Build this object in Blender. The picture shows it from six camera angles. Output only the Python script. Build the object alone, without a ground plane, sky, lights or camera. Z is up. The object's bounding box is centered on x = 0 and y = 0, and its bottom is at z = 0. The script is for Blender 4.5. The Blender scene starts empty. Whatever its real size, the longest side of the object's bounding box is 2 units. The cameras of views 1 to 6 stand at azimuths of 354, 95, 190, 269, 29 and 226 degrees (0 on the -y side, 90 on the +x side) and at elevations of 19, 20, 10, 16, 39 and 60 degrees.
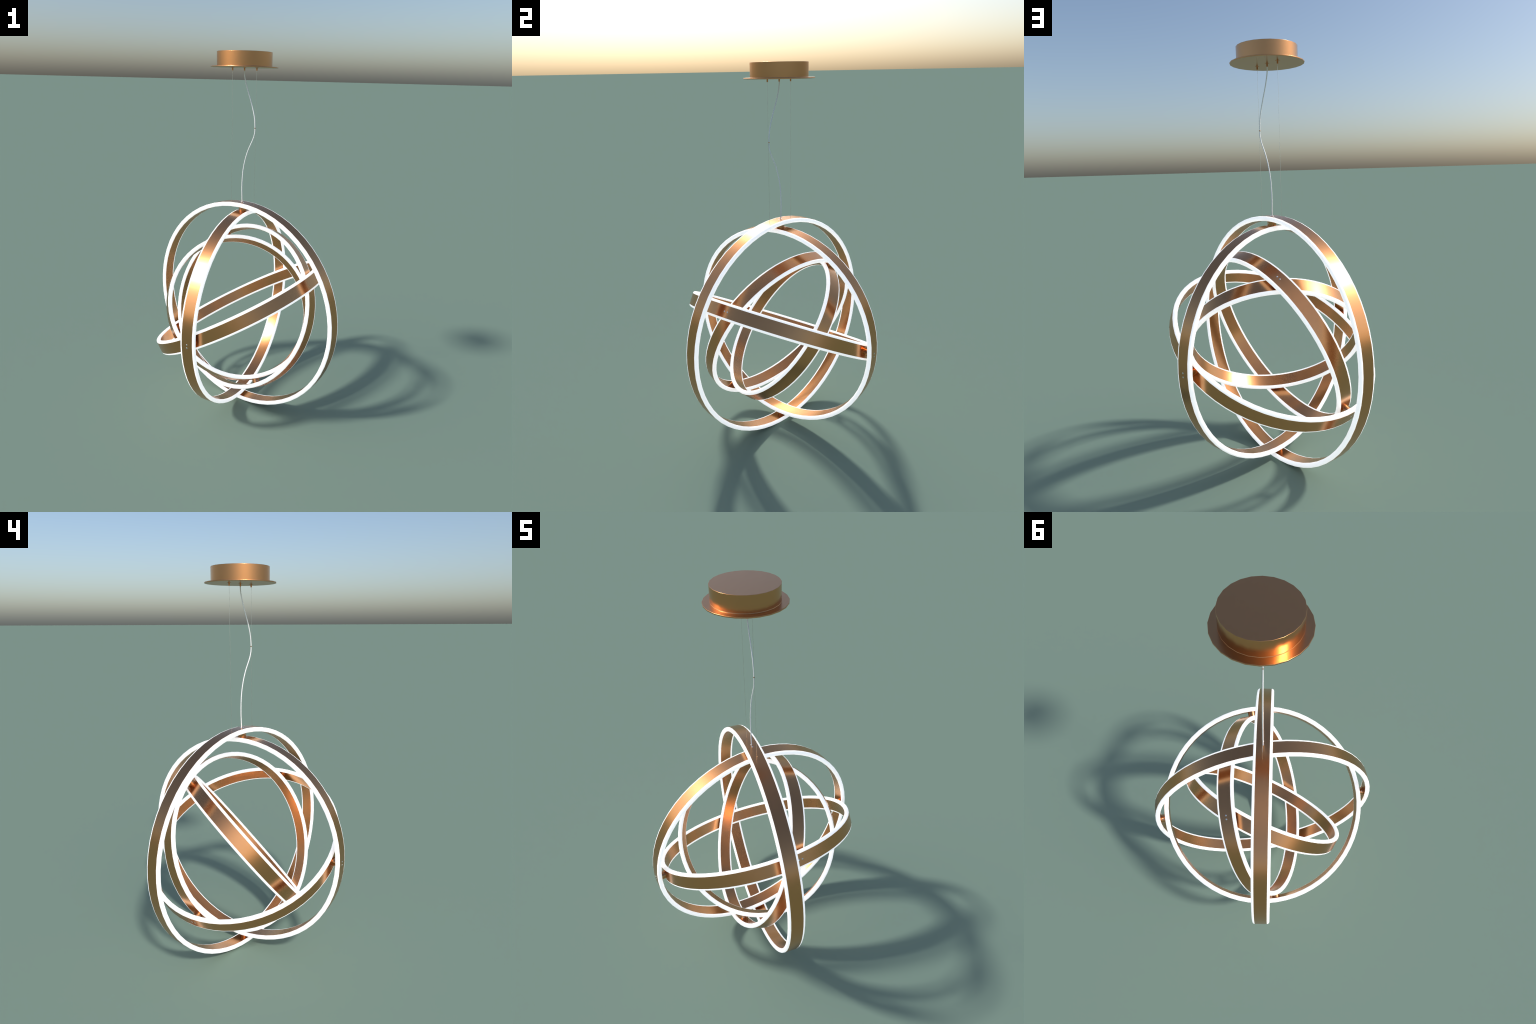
"""Pendant lamp: round ceiling canopy, two suspension wires, a curved power cable and
five nested gimbal rings (brushed copper bands with luminous white edges)."""
import bpy, bmesh, math
from mathutils import Vector, Matrix

# ------------------------------------------------------------------ sizes (metres)
CENTRE = Vector((0.0, 0.0, 0.6170))       # common centre of all rings
RING_OUTER = [0.6165, 0.5703, 0.5245, 0.4787, 0.4331]
THICK = 0.0231                            # radial thickness of a band
BAND_HALF = 0.0301                        # half width of the copper band
TOTAL_HALF = 0.0421                       # half width including the diffusers
RING_SEGMENTS = 64
PUCK_R = 0.021                            # pivot connector between two rings
SCREW_OFF, SCREW_R = 0.0088, 0.0041
CANOPY_R, PLATE_R = 0.1399, 0.1710
PLATE_LOW, PLATE_TOP, TOP = 1.9258, 1.9310, 2.0
WIRE_OFF = 0.0774

# gimbal: every ring turns about an axis square to the axis before it
ANGLE_A, ANGLE_B = math.radians(48.0), math.radians(-32.0)
TURN_C, TURN_D, TURN_E = math.radians(60), math.radians(65), math.radians(-55)


def turned(v, axis, ang):
    return Matrix.Rotation(ang, 3, axis) @ v


n_a = Vector((math.cos(ANGLE_A), math.sin(ANGLE_A), 0))
n_b = Vector((math.cos(ANGLE_B), math.sin(ANGLE_B), 0))
axis_ab = Vector((0, 0, 1))
axis_bc = Vector((-n_b.y, n_b.x, 0))
n_c = turned(n_b, axis_bc, TURN_C)
axis_cd = n_c.cross(axis_bc).normalized()
n_d = turned(n_c, axis_cd, TURN_D)
axis_de = n_d.cross(axis_cd).normalized()
n_e = turned(n_d, axis_de, TURN_E)
NORMALS = [n_a, n_b, n_c, n_d, n_e]
AXES = [axis_ab, axis_bc, axis_cd, axis_de]
along_a = Vector((n_a.y, -n_a.x, 0))      # horizontal direction in the plane of the outer ring


# ------------------------------------------------------------------ materials
def new_material(name):
    m = bpy.data.materials.new(name)
    m.use_nodes = True
    return m, m.node_tree, m.node_tree.nodes["Principled BSDF"]


def make_copper(name, stretch, base=(0.64, 0.316, 0.14), rough=0.265):
    """Brushed copper: fine stretched grain in roughness, tone and relief."""
    m, nt, bsdf = new_material(name)
    tc = nt.nodes.new("ShaderNodeTexCoord")
    mp = nt.nodes.new("ShaderNodeMapping")
    mp.inputs["Scale"].default_value = stretch
    nz = nt.nodes.new("ShaderNodeTexNoise")
    nz.inputs["Scale"].default_value = 1.0
    nz.inputs["Detail"].default_value = 3.0
    nt.links.new(tc.outputs["Object"], mp.inputs["Vector"])
    nt.links.new(mp.outputs["Vector"], nz.inputs["Vector"])
    ramp = nt.nodes.new("ShaderNodeValToRGB")
    ramp.color_ramp.elements[0].position = 0.3
    ramp.color_ramp.elements[1].position = 0.7
    ramp.color_ramp.elements[0].color = (*[c * 0.983 for c in base], 1)
    ramp.color_ramp.elements[1].color = (*[c * 1.017 for c in base], 1)
    nt.links.new(nz.outputs["Fac"], ramp.inputs["Fac"])
    nt.links.new(ramp.outputs["Color"], bsdf.inputs["Base Color"])
    rr = nt.nodes.new("ShaderNodeMapRange")
    rr.inputs["To Min"].default_value = rough - 0.012
    rr.inputs["To Max"].default_value = rough + 0.012
    nt.links.new(nz.outputs["Fac"], rr.inputs["Value"])
    nt.links.new(rr.outputs["Result"], bsdf.inputs["Roughness"])
    bump = nt.nodes.new("ShaderNodeBump")
    bump.inputs["Strength"].default_value = 0.045
    bump.inputs["Distance"].default_value = 0.0003
    nt.links.new(nz.outputs["Fac"], bump.inputs["Height"])
    nt.links.new(bump.outputs["Normal"], bsdf.inputs["Normal"])
    bsdf.inputs["Metallic"].default_value = 1.0
    return m


def make_plain(name, base, rough, metallic=0.0, glow=0.0):
    m, nt, bsdf = new_material(name)
    bsdf.inputs["Base Color"].default_value = (*base, 1)
    bsdf.inputs["Roughness"].default_value = rough
    bsdf.inputs["Metallic"].default_value = metallic
    if glow:
        bsdf.inputs["Emission Color"].default_value = (1.0, 1.0, 1.0, 1)
        bsdf.inputs["Emission Strength"].default_value = glow
    return m


COPPER_RING = make_copper("brushed_copper_band", (420, 420, 420))
COPPER_CANOPY = make_copper("brushed_copper_canopy", (260, 60, 900))
COPPER_SMOOTH = make_plain("polished_copper", (0.63, 0.30, 0.13), 0.22, 1.0)
DIFFUSER = make_plain("luminous_white_diffuser", (0.85, 0.85, 0.85), 0.5, 0.0, 0.62)
STEEL = make_plain("screw_steel", (0.80, 0.80, 0.82), 0.28, 1.0)
WIRE = make_plain("wire_steel", (0.74, 0.74, 0.70), 0.3, 1.0)
CABLE = make_plain("white_cable_sheath", (0.88, 0.88, 0.88), 0.35)


# ------------------------------------------------------------------ mesh helpers
def finish(bm, name, mat, parent, loc=(0, 0, 0), rot=None, sharp=35):
    bmesh.ops.recalc_face_normals(bm, faces=bm.faces)
    for f in bm.faces:
        f.smooth = True
    lim = math.radians(sharp)
    for e in bm.edges:
        if len(e.link_faces) == 2 and e.calc_face_angle(0) > lim:
            e.smooth = False
    me = bpy.data.meshes.new(name)
    bm.to_mesh(me)
    bm.free()
    me.materials.append(mat)
    return place(me, name, parent, loc, rot)


def place(me, name, parent, loc=(0, 0, 0), rot=None):
    ob = bpy.data.objects.new(name, me)
    bpy.context.scene.collection.objects.link(ob)
    ob.parent = parent
    m = Matrix.Translation(Vector(loc))
    if rot is not None:
        m = m @ rot.to_4x4()
    ob.matrix_local = m
    return ob


def frame(z, x):
    """Rotation whose local z is `z` and local x is `x` made square to z."""
    z = z.normalized()
    x = (x - z * x.dot(z)).normalized()
    y = z.cross(x)
    return Matrix((x, y, z)).transposed()


def lathe_ring(profile, segments, closed=True):
    """Turn a closed (radius, z) profile about local z."""
    bm = bmesh.new()
    rows = []
    for i in range(segments):
        a = 2 * math.pi * i / segments
        rows.append([bm.verts.new((r * math.cos(a), r * math.sin(a), z)) for r, z in profile])
    n = len(profile)
    for i in range(segments):
        p, q = rows[i], rows[(i + 1) % segments]
        for j in range(n if closed else n - 1):
            k = (j + 1) % n
            bm.faces.new((p[j], q[j], q[k], p[k]))
    if not closed:                        # solid of revolution: close both ends with caps
        bm.faces.new([r[0] for r in rows][::-1])
        bm.faces.new([r[-1] for r in rows])
    return bm


def tube(points, radius, sides=10):
    bm = bmesh.new()
    rows = []
    ref = n_a
    for i, p in enumerate(points):
        t = (points[min(i + 1, len(points) - 1)] - points[max(i - 1, 0)]).normalized()
        a = (ref - t * ref.dot(t)).normalized()
        b = t.cross(a)
        rows.append([bm.verts.new(p + radius * (math.cos(w) * a + math.sin(w) * b))
                     for w in [2 * math.pi * k / sides for k in range(sides)]])
    for p, q in zip(rows, rows[1:]):
        for k in range(sides):
            bm.faces.new((p[k], p[(k + 1) % sides], q[(k + 1) % sides], q[k]))
    bm.faces.new(rows[0][::-1])
    bm.faces.new(rows[-1])
    return bm


def smooth_path(ctrl, steps):
    """Catmull-Rom curve through control points."""
    pts = []
    c = [ctrl[0] * 2 - ctrl[1]] + ctrl + [ctrl[-1] * 2 - ctrl[-2]]
    for i in range(1, len(c) - 2):
        p0, p1, p2, p3 = c[i - 1:i + 3]
        for s in range(steps):
            t = s / steps
            pts.append(0.5 * (2 * p1 + (p2 - p0) * t + (2 * p0 - 5 * p1 + 4 * p2 - p3) * t * t
                              + (3 * p1 - p0 - 3 * p2 + p3) * t ** 3))
    pts.append(ctrl[-1])
    return pts


# ------------------------------------------------------------------ the lamp
lamp = bpy.data.objects.new("pendant_lamp", None)
bpy.context.scene.collection.objects.link(lamp)
lamp["label"] = "copper pendant lamp with five nested glowing gimbal rings"
lamp["category"] = "pendant lamp"

# ---- canopy: drum on a thin wide plate, three cable glands below
EDGE = 0.0009                             # rolled top edge, and the weld fillet at the foot
drum_profile = [(CANOPY_R + 0.0011, PLATE_TOP - 0.001), (CANOPY_R + 0.0011, PLATE_TOP + 0.0003),
                (CANOPY_R + 0.0006, PLATE_TOP + 0.0010), (CANOPY_R, PLATE_TOP + 0.0018),
                (CANOPY_R, PLATE_TOP + 0.0022), (CANOPY_R, TOP - EDGE - 0.0004)]
drum_profile += [(CANOPY_R - EDGE + EDGE * math.cos(w), TOP - EDGE + EDGE * math.sin(w))
                 for w in [math.pi / 2 * k / 4 for k in range(5)]]
drum_profile.append((CANOPY_R - EDGE - 0.0005, TOP))
drum = lathe_ring(drum_profile, 24, closed=False)
turn = Matrix.Rotation(ANGLE_A, 3, 'Z')
canopy = finish(drum, "canopy", COPPER_CANOPY, lamp, rot=turn, sharp=40)
plate = lathe_ring([(PLATE_R - 0.0015, PLATE_LOW), (PLATE_R - 0.0010, PLATE_LOW), (PLATE_R - 0.0003, PLATE_LOW + 0.0003), (PLATE_R, PLATE_LOW + 0.0010),
                    (PLATE_R, PLATE_TOP - 0.0010), (PLATE_R - 0.0003, PLATE_TOP - 0.0003),
                    (PLATE_R - 0.0010, PLATE_TOP), (PLATE_R - 0.0015, PLATE_TOP)], 24, closed=False)
finish(plate, "canopy_plate", COPPER_CANOPY, canopy, sharp=50)
gland_me = None
GLAND_LOW = 1.9120
for k in (-1, 0, 1):
    pos = Vector((0, k * WIRE_OFF, 0))    # local y of the canopy lies in the plane of the outer ring
    if gland_me is None:
        g = lathe_ring([(0.0100, PLATE_LOW + 0.0005), (0.0100, PLATE_LOW - 0.0008), (0.0094, PLATE_LOW - 0.0013),
                        (0.0036, PLATE_LOW - 0.0013), (0.0036, GLAND_LOW + 0.0004), (0.0032, GLAND_LOW)],
                       20, closed=False)
        ob = finish(g, "cable_gland", COPPER_SMOOTH, canopy, pos)
        gland_me = ob.data
    else:
        place(gland_me, "cable_gland", canopy, pos)

# ---- suspension wires, straight from gland to the top of the outer ring
for s in (-1, 1):
    foot = CENTRE.z + math.sqrt(RING_OUTER[0] ** 2 - WIRE_OFF ** 2)
    base = along_a * (s * WIRE_OFF)
    finish(tube([base + Vector((0, 0, z)) for z in (GLAND_LOW + 0.002, 1.6, foot - 0.002)], 0.0006, 8),
           "suspension_wire", WIRE, lamp)

# ---- power cable: slack S-curve in the plane of the outer ring (offset along it, height)
CABLE_SHAPE = [(-0.0008, 1.914), (0.0004, 1.895), (0.0045, 1.874), (0.0185, 1.829), (0.042, 1.770), (0.060, 1.720),
               (0.0700, 1.678), (0.0737, 1.635), (0.0722, 1.609), (0.0640, 1.581), (0.0495, 1.552),
               (0.0325, 1.519), (0.0170, 1.479), (0.0050, 1.434), (-0.0015, 1.395), (-0.0052, 1.350),
               (-0.0060, 1.305), (-0.0046, 1.262), (-0.0030, 1.2335)]
path = smooth_path([along_a * u + Vector((0, 0, z)) for u, z in CABLE_SHAPE], 6)
cable = finish(tube(path, 0.0026, 12), "power_cable", CABLE, lamp)
clip = lathe_ring([(0.0020, -0.0019), (0.0034, -0.0019), (0.0038, 0), (0.0034, 0.0019), (0.0020, 0.0019)], 16)
finish(clip, "cable_clip", COPPER_SMOOTH, cable, along_a * 0.0737 + Vector((0, 0, 1.6335)))

# ---- nested rings
screw_mesh = None
set_screw_mesh = None
for i, (normal, ro) in enumerate(zip(NORMALS, RING_OUTER)):
    ri = ro - THICK
    pivot_out = AXES[i - 1] if i else axis_ab
    rot = frame(normal, pivot_out)
    band = lathe_ring([(ro, -BAND_HALF), (ro, BAND_HALF), (ri, BAND_HALF), (ri, -BAND_HALF)], RING_SEGMENTS)
    ring = finish(band, "ring", COPPER_RING, lamp, CENTRE, rot)

    # diffuser: a white bead with fully rounded edges that covers one flank of the band
    fr = 0.0109
    o, n_ = ro - 0.0004, ri + 0.0004
    prof = [(n_, BAND_HALF - 0.0012), (o, BAND_HALF - 0.0012)]
    for k in range(7):
        w = math.pi / 2 * k / 6
        prof.append((o - fr + fr * math.cos(w), TOTAL_HALF - fr + fr * math.sin(w)))
    for k in range(7):
        w = math.pi / 2 * k / 6
        prof.append((n_ + fr - fr * math.sin(w), TOTAL_HALF - fr + fr * math.cos(w)))
    d1 = finish(lathe_ring(prof, RING_SEGMENTS), "diffuser", DIFFUSER, ring, sharp=50)
    place(d1.data, "diffuser", ring, rot=Matrix.Rotation(math.pi, 3, 'X'))

    if i == 4:
        continue
    # pivots to the next ring, at both ends of the shared axis
    axis = AXES[i]
    nxt = RING_OUTER[i + 1]
    local = rot.inverted()
    for s in (-1, 1):
        dirn = local @ (axis * s)
        prot = frame(dirn, Vector((0, 0, 1)))
        puck = lathe_ring([(PUCK_R, nxt - 0.0015), (PUCK_R, ri + 0.0006)], 32, closed=False)
        finish(puck, "pivot_connector", COPPER_SMOOTH, ring, rot=prot)
        # small set screws in the side of the connector
        side = local @ (normal if i == 0 else NORMALS[i + 1])
        mid = (nxt + ri) / 2
        for t in (-1, 1):
            if set_screw_mesh is None:
                sm = lathe_ring([(0.0034, -0.002), (0.0034, 0.0003), (0.0020, 0.0003), (0.0016, -0.0006)],
                                14, closed=False)
                ob = finish(sm, "set_screw", STEEL, ring, dirn * mid + side * (t * PUCK_R), frame(side * t, dirn))
                set_screw_mesh = ob.data
            else:
                place(set_screw_mesh, "set_screw", ring, dirn * mid + side * (t * PUCK_R), frame(side * t, dirn))
        # pair of domed screw heads on the outside of the outer ring of the joint
        tang = Vector((-dirn.y, dirn.x, 0))
        for t in (-1, 1):
            ang = t * SCREW_OFF / ro
            rad = dirn * math.cos(ang) + tang * math.sin(ang)
            pos = rad * (ro - 0.0006)
            if screw_mesh is None:
                sm = lathe_ring([(SCREW_R, -0.002), (SCREW_R, 0.0005), (SCREW_R * 0.8, 0.0010),
                                 (SCREW_R * 0.45, 0.0013)], 16, closed=False)
                ob = finish(sm, "screw", STEEL, ring, pos, frame(rad, tang), sharp=60)
                screw_mesh = ob.data
            else:
                place(screw_mesh, "screw", ring, pos, frame(rad, tang))

bpy.context.view_layer.update()
